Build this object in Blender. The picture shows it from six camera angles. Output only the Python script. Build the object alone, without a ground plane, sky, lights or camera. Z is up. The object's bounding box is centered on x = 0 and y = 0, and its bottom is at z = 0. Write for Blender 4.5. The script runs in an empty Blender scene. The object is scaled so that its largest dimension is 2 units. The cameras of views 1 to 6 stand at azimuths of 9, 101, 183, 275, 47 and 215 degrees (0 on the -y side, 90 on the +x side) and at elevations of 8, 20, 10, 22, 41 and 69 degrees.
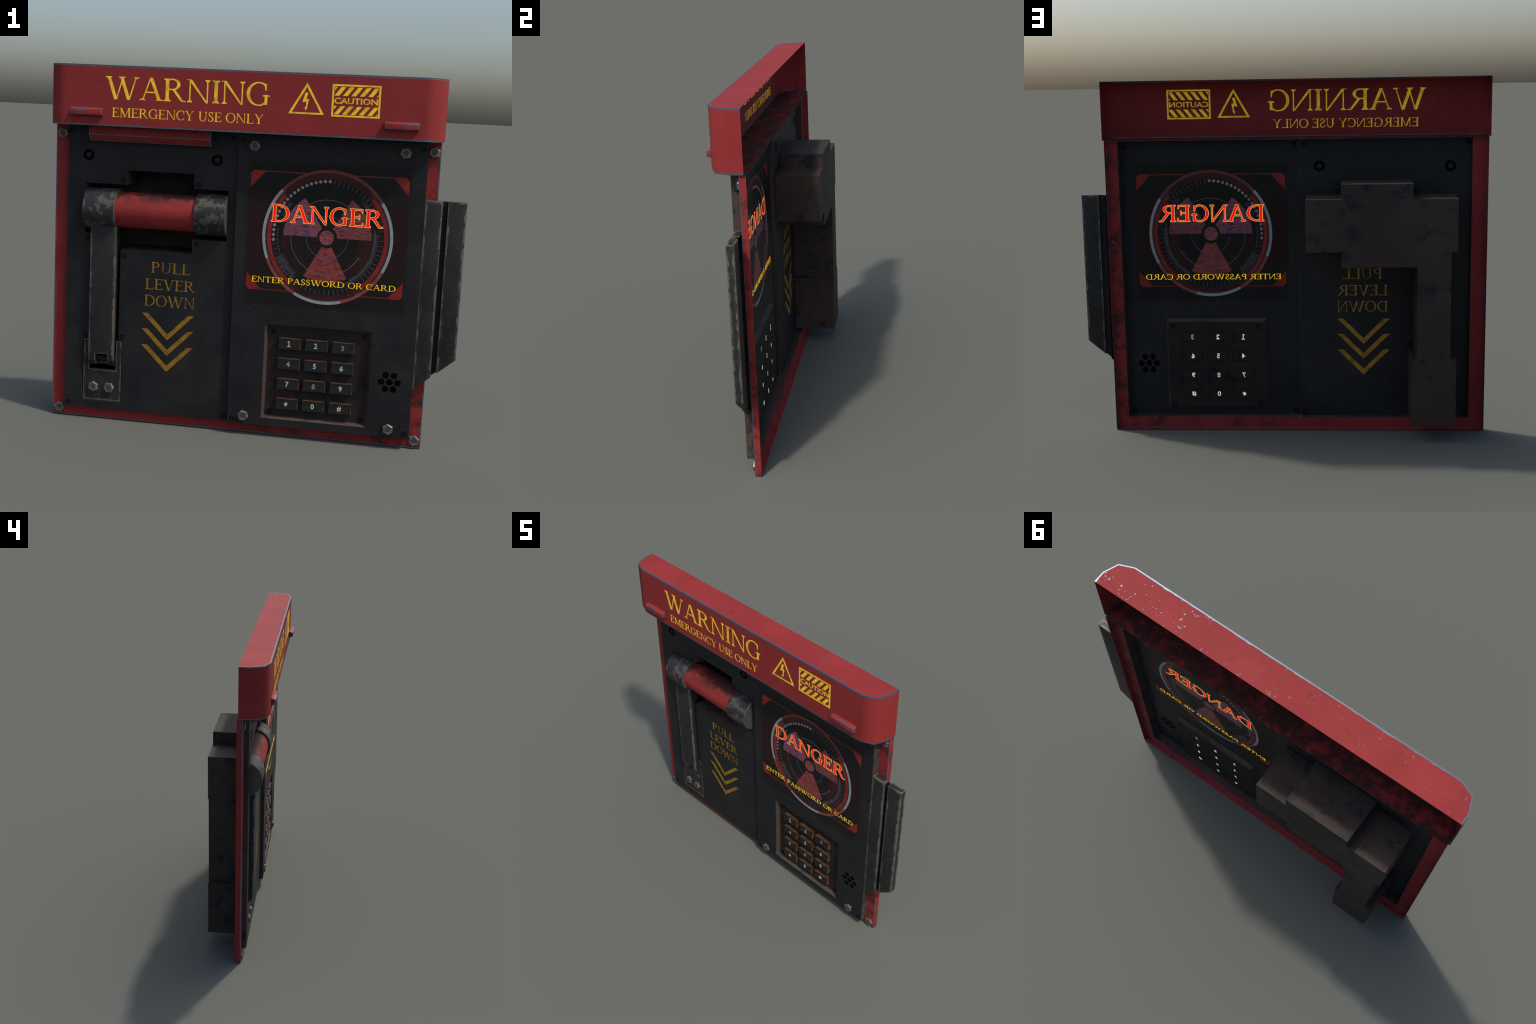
# Wall-mounted emergency station: red sheet-metal canopy and frame, black lever panel with a
# deep recess, control panel with warning display, keypad, speaker holes and a card reader.
# The housing is open at the back, so every sheet shows from both sides.
import bpy, bmesh, math, random
from mathutils import Vector, Matrix
from mathutils.geometry import delaunay_2d_cdt

random.seed(7)
COL = bpy.context.scene.collection

# ------------------------------------------------------------------ main sizes (metres)
CAN_X0, CAN_X1 = -0.9985, 0.877          # canopy ends
CAN_Z0, CAN_Z1 = 1.467, 1.7485          # canopy bottom / top
CAN_Y0, CAN_R = -0.1575, 0.100          # canopy front plane, corner radius
FR_X0, FR_X1, FR_Z1 = -0.9885, 0.8665, 1.4615
FR_Y0, FR_Y1 = -0.0235, 0.0085          # frame plate front, frame lip back
PL_X0, PL_X1, PZ0 = -0.9165, 0.8087, 0.0565
SEAM = -0.0735                          # step between the two panels
YL, YR = -0.0497, -0.0705               # front planes: lever panel, control panel
SH = 0.0016                             # sheet thickness
BOX_Y = 0.1825                          # back of the lever recess

# ================================================================== node helpers
class Mat:
    def __init__(s, name):
        s.m = bpy.data.materials.new(name); s.m.use_nodes = True
        s.t = s.m.node_tree; s.n = s.t.nodes; s.l = s.t.links
        s.b = s.n['Principled BSDF']
        s.tc = s.n.new('ShaderNodeTexCoord')
        s.obj = s.tc.outputs['Object']
    def put(s, sock, v):
        if isinstance(v, bpy.types.NodeSocket): s.l.new(v, sock)
        elif isinstance(v, (tuple, list)) and len(v) == 3 and sock.type == 'RGBA': sock.default_value = (*v, 1)
        else: sock.default_value = v
    def vec(s, scale=(1, 1, 1), rot=(0, 0, 0), loc=(0, 0, 0)):
        m = s.n.new('ShaderNodeMapping'); s.l.new(s.obj, m.inputs['Vector'])
        m.inputs['Scale'].default_value = scale; m.inputs['Rotation'].default_value = rot
        m.inputs['Location'].default_value = loc
        return m.outputs['Vector']
    def noise(s, scale, detail=3, rough=0.55, vec=None, dist=0.0):
        n = s.n.new('ShaderNodeTexNoise'); s.l.new(vec or s.obj, n.inputs['Vector'])
        n.inputs['Scale'].default_value = scale; n.inputs['Detail'].default_value = detail
        n.inputs['Roughness'].default_value = rough; n.inputs['Distortion'].default_value = dist
        return n.outputs['Fac']
    def voro(s, scale, feature='F1', vec=None):
        n = s.n.new('ShaderNodeTexVoronoi'); n.feature = feature
        s.l.new(vec or s.obj, n.inputs['Vector']); n.inputs['Scale'].default_value = scale
        return n.outputs['Distance']
    def ramp(s, f, a, b, lo=0.0, hi=1.0):
        n = s.n.new('ShaderNodeMapRange'); n.interpolation_type = 'SMOOTHSTEP'
        s.put(n.inputs['Value'], f)
        n.inputs['From Min'].default_value = a; n.inputs['From Max'].default_value = b
        n.inputs['To Min'].default_value = lo; n.inputs['To Max'].default_value = hi
        return n.outputs['Result']
    def math(s, op, a, b=0.0, c=0.0):
        n = s.n.new('ShaderNodeMath'); n.operation = op
        s.put(n.inputs[0], a); s.put(n.inputs[1], b)
        if op == 'MULTIPLY_ADD': s.put(n.inputs[2], c)
        return n.outputs[0]
    def mix(s, f, a, b):
        n = s.n.new('ShaderNodeMix'); n.data_type = 'RGBA'
        s.put(n.inputs['Factor'], f); s.put(n.inputs[6], a); s.put(n.inputs[7], b)
        return n.outputs[2]
    def lerp(s, f, a, b):
        n = s.n.new('ShaderNodeMix'); n.data_type = 'FLOAT'
        s.put(n.inputs[0], f); s.put(n.inputs[2], a); s.put(n.inputs[3], b)
        return n.outputs[0]
    def xyz(s):
        n = s.n.new('ShaderNodeSeparateXYZ'); s.l.new(s.obj, n.inputs[0]); return n.outputs
    def mid(s, a, b, c):
        return s.math('MAXIMUM', s.math('MINIMUM', a, b), s.math('MINIMUM', s.math('MAXIMUM', a, b), c))
    def box_edge(s, lims, width, rag=30, soft=0.0008):
        """worn-edge mask of a block: distance from a surface point to the nearest edge of its box,
        the middle one of the three distances to the bounding planes, against a ragged width"""
        d = []
        for v, (a, b) in zip(s.xyz(), lims):
            d.append(s.math('MINIMUM', s.math('ABSOLUTE', s.math('SUBTRACT', v, a)), s.math('ABSOLUTE', s.math('SUBTRACT', v, b))))
        w = s.math('MULTIPLY', s.ramp(s.noise(rag, 3, 0.6), 0.36, 0.66, 0.25, 1.5), width)
        return s.ramp(s.math('SUBTRACT', s.mid(*d), w), -soft, soft, 1.0, 0.0)
    def bump(s, h, strength=0.2, dist=0.002):
        n = s.n.new('ShaderNodeBump'); n.inputs['Strength'].default_value = strength
        n.inputs['Distance'].default_value = dist; s.put(n.inputs['Height'], h)
        s.l.new(n.outputs[0], s.b.inputs['Normal'])
    def out(s, color, rough=0.5, metal=0.0, spec=None, emit=None, strength=0.0):
        s.put(s.b.inputs['Base Color'], color); s.put(s.b.inputs['Roughness'], rough)
        s.put(s.b.inputs['Metallic'], metal)
        if spec is not None: s.b.inputs['Specular IOR Level'].default_value = spec
        if emit is not None:
            s.put(s.b.inputs['Emission Color'], emit); s.put(s.b.inputs['Emission Strength'], strength)
        return s.m

RED = (0.240, 0.0265, 0.0265)
STEEL = (0.110, 0.140, 0.180)

def chips(m, amount=1.0):
    """sparse flaked paint spots and short scratches"""
    big = m.noise(13, 2)
    a = m.ramp(m.noise(58, 4, 0.7), 0.632, 0.655)
    b = m.ramp(big, 0.55, 0.62)
    c = m.ramp(m.noise(90, 2), 0.692, 0.712)
    d = m.ramp(m.noise(30, 4, 0.65, m.vec((1, 1, 1), (0.3, 0.75, 0.2), (4, 2, 1))), 0.695, 0.71)
    e = m.math('MAXIMUM', m.math('MULTIPLY', a, b), m.math('MULTIPLY', c, m.ramp(big, 0.45, 0.58)))
    return m.math('MULTIPLY', m.math('MAXIMUM', e, d), amount)

def wear_band(m, axis, pos, width):
    """bare metal within about `width` of the plane axis=pos, with a ragged limit"""
    if axis == 'PLAN':                   # rim of the canopy outline, corner facets included
        x, y, _ = m.xyz()
        qx = m.math('MAXIMUM', m.math('SUBTRACT', m.math('ABSOLUTE', m.math('SUBTRACT', x, (CAN_X0 + CAN_X1) / 2)), (CAN_X1 - CAN_X0) / 2 - CAN_R), 0.0)
        qy = m.math('MAXIMUM', m.math('SUBTRACT', CAN_Y0 + CAN_R, y), 0.0)
        c, s_ = math.cos(math.pi / 8), math.sin(math.pi / 8)
        f1 = m.math('MULTIPLY_ADD', qx, c, m.math('MULTIPLY', qy, s_)); f2 = m.math('MULTIPLY_ADD', qx, s_, m.math('MULTIPLY', qy, c))
        d = m.math('ABSOLUTE', m.math('SUBTRACT', CAN_R * c, m.math('MAXIMUM', f1, f2)))
    else:
        v = m.xyz()['XYZ'.index(axis)]
        d = m.math('ABSOLUTE', m.math('SUBTRACT', v, pos))
    w = m.math('MULTIPLY_ADD', m.ramp(m.noise(14, 3, 0.6), 0.5, 0.72), width * 0.55, width)
    return m.ramp(m.math('SUBTRACT', d, w), -0.0012, 0.0006, 1.0, 0.0)

def red_paint(name, bands=(), grime=0.0, lims=None, width=0.005, where=None):
    m = Mat(name)
    slow = m.noise(5, 3)
    col = m.mix(m.ramp(slow, 0.35, 0.7), tuple(c * 0.92 for c in RED), tuple(c * 1.06 for c in RED))
    scr = m.ramp(m.noise(11, 4, 0.6, m.vec((1, 1, 9), (0, 0.6, 0)), 1.5), 0.66, 0.74)
    col = m.mix(m.math('MULTIPLY', scr, 0.35), col, (0.07, 0.012, 0.012))
    if grime:
        g = m.ramp(m.noise(13, 5, 0.68), 0.60 - 0.25 * grime, 0.80 - 0.25 * grime)
        if where: g = m.math('MULTIPLY', g, m.ramp(m.xyz()['XYZ'.index(where[0])], *where[1:]))
        col = m.mix(m.math('MULTIPLY', g, 0.92), col, (0.035, 0.017, 0.014))
    mask = chips(m)
    for b in bands: mask = m.math('MAXIMUM', mask, wear_band(m, *b))
    if lims: mask = m.math('MAXIMUM', mask, m.box_edge(lims, width, 18))
    col = m.mix(mask, col, STEEL)
    m.bump(m.math('SUBTRACT', 1.0, mask), 0.25, 0.001)
    return m.out(col, m.lerp(mask, 0.66, 0.40), m.math('MULTIPLY', mask, 0.65), 0.17)

def black_panel():
    m = Mat('black_panel_paint')
    a = m.noise(6, 5, 0.65); b = m.noise(45, 4, 0.7)
    col = m.mix(m.ramp(a, 0.35, 0.7), (0.0090, 0.0100, 0.0116), (0.0160, 0.0165, 0.0176))
    col = m.mix(m.math('MULTIPLY', m.ramp(b, 0.56, 0.72), 0.5), col, (0.033, 0.033, 0.034))
    col = m.mix(m.math('MULTIPLY', m.ramp(m.noise(2.3, 3, 0.6, m.vec(loc=(3, 1, 5))), 0.52, 0.75), 0.35), col, (0.032, 0.027, 0.023))
    s1 = m.ramp(m.noise(7, 5, 0.7, m.vec((1, 1, 14), (0, 0.75, 0)), 2.0), 0.665, 0.70)
    s2 = m.ramp(m.noise(6, 5, 0.7, m.vec((1, 1, 16), (0, -0.95, 0), (9, 4, 2)), 2.0), 0.675, 0.71)
    col = m.mix(m.math('MULTIPLY', m.math('MAXIMUM', s1, s2), 0.45), col, (0.075, 0.060, 0.050))
    m.bump(b, 0.12, 0.001)
    return m.out(col, m.ramp(a, 0.3, 0.7, 0.46, 0.62), 0.0, 0.22)

def dusty(name, k=1.0):
    """brown dusty steel with blue-black blotches"""
    m = Mat(name)
    a = m.noise(4, 4, 0.6); b = m.noise(15, 5, 0.66)
    col = m.mix(m.ramp(a, 0.35, 0.7), (0.052 * k, 0.037 * k, 0.030 * k), (0.068 * k, 0.050 * k, 0.041 * k))
    blot = m.math('MULTIPLY', m.ramp(b, 0.50, 0.60), m.ramp(m.noise(5, 2, 0.5, m.vec(loc=(2, 7, 3))), 0.42, 0.54))
    col = m.mix(m.math('MULTIPLY', blot, 0.85), col, (0.018 * k, 0.021 * k, 0.030 * k))
    m.bump(b, 0.1, 0.001)
    return m.out(col, 0.65, 0.0, 0.18)

def worn_steel(name, base=(0.0165, 0.0170, 0.0168), bare=(0.132, 0.117, 0.100), lims=None, width=0.006, patches=0.0, metal=0.2, bands=(), cuts=()):
    m = Mat(name)
    a = m.noise(8, 4, 0.65); f = m.noise(55, 5, 0.7)
    col = m.mix(m.ramp(a, 0.3, 0.7), tuple(c * 0.75 for c in base), tuple(c * 1.25 for c in base))
    lump = m.math('MULTIPLY', m.ramp(m.noise(85, 4, 0.7), 0.56, 0.66), m.ramp(m.noise(7, 3, 0.6, m.vec(loc=(1, 5, 2))), 0.46, 0.60))
    col = m.mix(m.math('MULTIPLY', lump, 0.8), col, tuple(c * 2.6 for c in base))
    mask = None
    if lims:
        mask = m.box_edge(lims, width, 20)
        soft = m.box_edge(lims, width * 1.6, 22, 0.006)
        col = m.mix(m.math('MULTIPLY', soft, 0.5), col, (0.044, 0.041, 0.037))
    for cx, hx, zc, sg in cuts:          # rim of a rectangular cut-out open upwards (+1) or downwards (-1)
        x, _, z = m.xyz()
        d = m.math('MAXIMUM', m.math('SUBTRACT', m.math('ABSOLUTE', m.math('SUBTRACT', x, cx)), hx), m.math('MULTIPLY', m.math('SUBTRACT', zc, z), sg))
        wd = m.ramp(m.noise(35, 3, 0.6), 0.36, 0.66, 0.0015, 0.0060)
        mask = m.math('MAXIMUM', mask, m.ramp(m.math('SUBTRACT', d, wd), -0.0008, 0.0008, 1.0, 0.0))
    for b in bands:
        k = wear_band(m, *b); mask = k if mask is None else m.math('MAXIMUM', k, mask)
    if patches:
        p = m.ramp(m.noise(21, 4, 0.62, None, 0.4), 0.64 - 0.12 * patches, 0.655 - 0.12 * patches)
        mask = p if mask is None else m.math('MAXIMUM', p, mask)
    if mask is not None:
        col = m.mix(mask, col, m.mix(m.ramp(f, 0.35, 0.7), tuple(c * 0.72 for c in bare), bare))
    m.bump(m.math('ADD', f, lump), 0.25, 0.0015)
    return m.out(col, 0.48, m.math('MULTIPLY', mask, metal) if mask is not None else metal, 0.25)

def plain(name, col, rough=0.5, metal=0.0, var=0.25, scale=30, spec=0.2):
    m = Mat(name)
    c = m.mix(m.ramp(m.noise(scale, 3), 0.3, 0.7), tuple(x * (1 - var) for x in col), tuple(x * (1 + var) for x in col))
    return m.out(c, rough, metal, spec)

def ink(name, col, worn, glow=0.0, scale=22, lo=0.48, hi=0.72, amt=0.8, vec=None, chip=False, lit=1.0):
    """printed or backlit lettering with rubbed patches"""
    m = Mat(name)
    n = m.noise(scale, 4, 0.65, m.vec(*vec) if vec else None)
    w = m.math('MULTIPLY', m.ramp(n, lo, hi), amt)
    c = m.mix(w, col, worn)
    if chip: c = m.mix(m.math('MULTIPLY', chips(m), 0.75), c, (0.10, 0.13, 0.14))
    base = c if lit == 1.0 else tuple(x * lit for x in col)
    return m.out(base, 0.55, 0.0, 0.15, c if glow else None, glow)

def glitch(name, top, low=None, split=None):
    """streaky projected colour for the trefoil blades"""
    m = Mat(name)
    n = m.noise(16, 5, 0.7, m.vec((1, 1, 6)))
    n2 = m.noise(40, 4, 0.7, m.vec((1, 1, 3), loc=(3, 3, 3)))
    c = top
    if low:
        c = m.mix(m.ramp(m.noise(9, 2, 0.5, m.vec(loc=(5, 0, 2))), 0.40, 0.62), top, low)
    c = m.mix(m.math('MULTIPLY', m.ramp(n, 0.48, 0.62), 0.55), c, (0.050, 0.012, 0.014))
    c = m.mix(m.math('MULTIPLY', m.ramp(n2, 0.565, 0.60), 0.85), c, (0.012, 0.009, 0.009))
    return m.out(c, 0.35, 0.0, 0.4)

M_CAN_WALL = red_paint('canopy_wall_paint', [('Z', CAN_Z1, 0.0066), ('Z', CAN_Z0, 0.0060)])
M_CAN_TOP = red_paint('canopy_top_paint', [('PLAN', 0, 0.0068)])
M_CAN_FLOOR = red_paint('grimy_red_paint', [('PLAN', 0, 0.010)], grime=1.0)
FRAME_BANDS = [('X', FR_X0, 0.0042), ('X', FR_X1, 0.0042), ('Z', 0.0, 0.0050)]
M_FRAME = red_paint('frame_paint', FRAME_BANDS, grime=0.62, where=('X', -0.6, 0.8, 0.15, 1.0))
M_LIP = red_paint('frame_lip_paint', [('Y', FR_Y0, 0.0042)], grime=0.50, where=('X', -0.6, 0.8, 0.1, 1.0))
def grip_paint(x0, x1): return red_paint('grip_paint', lims=((x0, x1), (-0.1830, 0.2), (1.5125, 1.5455)), width=0.0070)
M_LEDGE = red_paint('ledge_paint', [('Z', 1.4235, 0.0022), ('Z', 1.3935, 0.0025), ('X', -0.798, 0.0035), ('X', -0.202, 0.0035)], grime=0.25)
M_BLACK = black_panel()
M_DUST = dusty('dusty_steel', 1.0)
M_RECESS = dusty('recess_steel', 0.80)
M_KEYPLATE = dusty('keypad_plate_steel', 0.36)
M_ARM = worn_steel('worn_black_steel', lims=((-0.788, -0.658), (-0.0755, 0.2), (0.2790, 2.0)), width=0.0080, cuts=[(-0.7210, 0.0325, 0.3435, -1)])
M_BRACKET = worn_steel('bracket_steel', lims=((-0.8195, -0.6240), (-0.0470, 0.2), (0.0975, 0.4085)), width=0.0065, cuts=[(-0.7225, 0.0700, 0.2535, 1)])
M_PIN = worn_steel('pin_steel')
M_READER = worn_steel('reader_steel', lims=((0.8090, 0.8895), (-0.0665, 0.2), (-1.0, 1.199)), width=0.0075)
M_JAW = worn_steel('reader_jaw_steel', lims=((0.9135, 0.9998), (-0.0665, -0.0290), (-1.0, 1.199)), width=0.0080)
def cap_steel(x0, x1): return worn_steel('flaked_cap_steel', (0.021, 0.0225, 0.025), (0.108, 0.098, 0.085), None, 0, 1.05, 0.3, [('X', x0, 0.0025), ('X', x1, 0.0025)])
M_TUBE = red_paint('grip_tube_paint', grime=1.1, where=('Z', 1.085, 1.135))
M_BOLT = plain('bolt_steel', (0.150, 0.140, 0.128), 0.42, 0.45, 0.35, 60, 0.4)
M_BOLT_IN = plain('bolt_centre', (0.055, 0.053, 0.050), 0.5, 0.3)
M_SCREW = plain('screw_black', (0.0025, 0.0025, 0.003), 0.6, spec=0.1)
M_SLOT = plain('screw_slot', (0.020, 0.020, 0.021), 0.5)
M_HOLE = plain('hole_black', (0.0018, 0.0018, 0.0018), 0.8, spec=0.03)
M_SCREEN = None
M_KEY = plain('key_plastic', (0.0140, 0.0148, 0.0140), 0.55, 0.0, 0.2)
M_KEYSIDE = plain('key_rust', (0.088, 0.043, 0.020), 0.65, 0.0, 0.5, 25)
M_YELLOW = ink('self_lit_yellow_paint', (0.66, 0.43, 0.024), (0.37, 0.17, 0.020), 0.28, 26, 0.42, 0.70, chip=True)  # sign paint with emission added, keeping the letters bright on the shaded back
M_AMBER = ink('self_lit_amber_paint', (0.235, 0.125, 0.014), (0.075, 0.042, 0.014), 0.10, 20, 0.42, 0.68)  # weaker emission in this paint lifts the panel text out of shade
M_DIGIT = ink('backlit_digit', (0.36, 0.36, 0.36), (0.09, 0.09, 0.09), 0.24, 11, 0.46, 0.62)

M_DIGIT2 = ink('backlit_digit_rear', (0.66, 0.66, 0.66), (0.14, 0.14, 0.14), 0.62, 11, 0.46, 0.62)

# ================================================================== geometry helpers
def link(name, me, mat=None, parent=None, smooth=None):
    ob = bpy.data.objects.new(name, me); COL.objects.link(ob)
    if mat:
        for mm in (mat if isinstance(mat, (list, tuple)) else [mat]): me.materials.append(mm)
    if parent: ob.parent = parent
    if smooth is not None:
        me.polygons.foreach_set('use_smooth', [True] * len(me.polygons))
        me.set_sharp_from_angle(angle=math.radians(smooth))
    return ob

def from_bm(name, bm, mat=None, parent=None, smooth=None, fix=True):
    if fix: bmesh.ops.recalc_face_normals(bm, faces=bm.faces)
    me = bpy.data.meshes.new(name); bm.to_mesh(me); bm.free()
    return link(name, me, mat, parent, smooth)

def ccw(p):
    a = sum(p[i][0] * p[(i + 1) % len(p)][1] - p[(i + 1) % len(p)][0] * p[i][1] for i in range(len(p)))
    return list(p) if a > 0 else list(reversed(p))

def shape(name, add, y0, y1, mat=None, parent=None, cut=()):
    """union of the x-z polygons `add` minus `cut`, as a slab between y0 (front) and y1 (back)"""
    vs, fs = [], []
    for p in list(add) + list(cut):
        p = ccw(p); fs.append(list(range(len(vs), len(vs) + len(p)))); vs += [Vector(q) for q in p]
    ov, oe, of, _, _, src = delaunay_2d_cdt(vs, [], fs, 0, 1e-7)
    na = len(add)
    tris = [f for f, s in zip(of, src) if any(i < na for i in s) and not any(i >= na for i in s)]
    bm = bmesh.new()
    A = [bm.verts.new((v.x, y0, v.y)) for v in ov]; B = [bm.verts.new((v.x, y1, v.y)) for v in ov]
    cnt = {}
    for f in tris:
        bm.faces.new([A[i] for i in f]); bm.faces.new([B[i] for i in reversed(f)])
        for i in range(len(f)):
            e = (f[i], f[(i + 1) % len(f)]); k = tuple(sorted(e))
            cnt.setdefault(k, []).append(e)
    for k, e in cnt.items():
        if len(e) == 1:
            i, j = e[0]; bm.faces.new([A[j], A[i], B[i], B[j]])
    for v in [v for v in bm.verts if not v.link_faces]: bm.verts.remove(v)
    return from_bm(name, bm, mat, parent)

def rect(x0, z0, x1, z1): return [(x0, z0), (x1, z0), (x1, z1), (x0, z1)]
def disc(cx, cz, r, n=24, rz=None, a0=0.0):
    rz = rz or r
    return [(cx + r * math.cos(a0 + 2 * math.pi * i / n), cz + rz * math.sin(a0 + 2 * math.pi * i / n)) for i in range(n)]
def arc(cx, cz, r0, r1, d0, d1, asp=1.0, step=4.0):
    n = max(1, int(abs(d1 - d0) / step)); out = []
    for i in range(n):
        a, b = (math.radians(d0 + (d1 - d0) * k / n) for k in (i, i + 1))
        out.append([(cx + r * math.cos(t), cz + asp * r * math.sin(t)) for r, t in ((r0, a), (r1, a), (r1, b), (r0, b))])
    return out
def line(x0, z0, x1, z1, w):
    d = Vector((x1 - x0, z1 - z0)).normalized() * w / 2
    return [(x0 - d.y, z0 + d.x), (x0 + d.y, z0 - d.x), (x1 + d.y, z1 - d.x), (x1 - d.y, z1 + d.x)]

def box(name, x0, x1, y0, y1, z0, z1, mat=None, parent=None, bevel=0.0):
    bm = bmesh.new(); bmesh.ops.create_cube(bm, size=1)
    for v in bm.verts:
        v.co = ((x0 + x1) / 2 + v.co.x * (x1 - x0), (y0 + y1) / 2 + v.co.y * (y1 - y0), (z0 + z1) / 2 + v.co.z * (z1 - z0))
    if bevel: bmesh.ops.bevel(bm, geom=bm.edges[:], offset=bevel, segments=2, affect='EDGES', profile=0.6)
    return from_bm(name, bm, mat, parent, 40 if bevel else None)

def prism(name, poly, axis, a, b, mat=None, parent=None, bevel=0.0, smooth=None):
    """extrude a profile: axis 'X' takes (y,z) points, axis 'Y' takes (x,z) points"""
    bm = bmesh.new()
    f = (lambda p, t: (t, p[0], p[1])) if axis == 'X' else (lambda p, t: (p[0], t, p[1]))
    A = [bm.verts.new(f(p, a)) for p in poly]; B = [bm.verts.new(f(p, b)) for p in poly]
    bm.faces.new(A); bm.faces.new(list(reversed(B)))
    for i in range(len(poly)):
        j = (i + 1) % len(poly); bm.faces.new([A[i], B[i], B[j], A[j]])
    bmesh.ops.recalc_face_normals(bm, faces=bm.faces)
    if bevel: bmesh.ops.bevel(bm, geom=bm.edges[:], offset=bevel, segments=2, affect='EDGES', profile=0.6)
    return from_bm(name, bm, mat, parent, smooth or (40 if bevel else None))

def turned(name, prof, cy, cz, mat=None, parent=None, n=48, smooth=35):
    """lathe around an x-parallel axis; prof = (x, r) pairs, closed by discs at both ends"""
    bm = bmesh.new(); rings = []
    for x, r in prof:
        rings.append([bm.verts.new((x, cy + r * math.cos(2 * math.pi * i / n), cz + r * math.sin(2 * math.pi * i / n))) for i in range(n)])
    for a, b in zip(rings, rings[1:]):
        for i in range(n): bm.faces.new([a[i], a[(i + 1) % n], b[(i + 1) % n], b[i]])
    bm.faces.new(rings[0]); bm.faces.new(rings[-1])
    return from_bm(name, bm, mat, parent, smooth)

def place(src, name, loc, rot=0.0, parent=None):
    ob = src.copy(); ob.name = name; COL.objects.link(ob)
    ob.location = loc; ob.rotation_euler = (0, rot, 0); ob.parent = parent
    return ob

def drop(ob):
    bpy.data.objects.remove(ob)

# ================================================================== serif capitals
TH, TN, SE = 0.148, 0.058, 0.042        # thick stroke, hairline, serif height
def stem(x, w=TH, y0=0.0, y1=1.0, s0=0.085, s1=0.085):
    out = [rect(x - w / 2, y0, x + w / 2, y1)]
    for y, s, d in ((y0, s0, 1), (y1, s1, -1)):
        if s:
            out.append([(x - w / 2 - s, y), (x + w / 2 + s, y), (x + w / 2 + s, y + d * SE * .7), (x + w / 2, y + d * SE * 2.6),
                        (x - w / 2, y + d * SE * 2.6), (x - w / 2 - s, y + d * SE * .7)])
    return out
def diag(x0, y0, x1, y1, w): return [[(x0 - w / 2, y0), (x0 + w / 2, y0), (x1 + w / 2, y1), (x1 - w / 2, y1)]]
def foot(x, y, hw, d=1): return [[(x - hw, y), (x + hw, y), (x + hw, y + d * SE * .7), (x + hw * .35, y + d * SE * 2), (x - hw * .35, y + d * SE * 2), (x - hw, y + d * SE * .7)]]
def bowl(cx, cy, rx, ry, d0, d1, tx=TH, ty=TN):
    n = max(6, int(abs(d1 - d0) / 9)); out = []
    for i in range(n):
        a, b = (math.radians(d0 + (d1 - d0) * k / n) for k in (i, i + 1))
        out.append([(cx + rx * math.cos(a), cy + ry * math.sin(a)), (cx + rx * math.cos(b), cy + ry * math.sin(b)),
                    (cx + (rx - tx) * math.cos(b), cy + (ry - ty) * math.sin(b)), (cx + (rx - tx) * math.cos(a), cy + (ry - ty) * math.sin(a))])
    return out
def arm_e(x0, x1, y, d):                 # horizontal arm with a beak serif
    return [rect(x0, y if d > 0 else y - TN, x1, y + TN if d > 0 else y), [(x1 - .07, y), (x1, y), (x1 + .012 , y + d * .20), (x1 - .022, y + d * .20)]]

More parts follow.
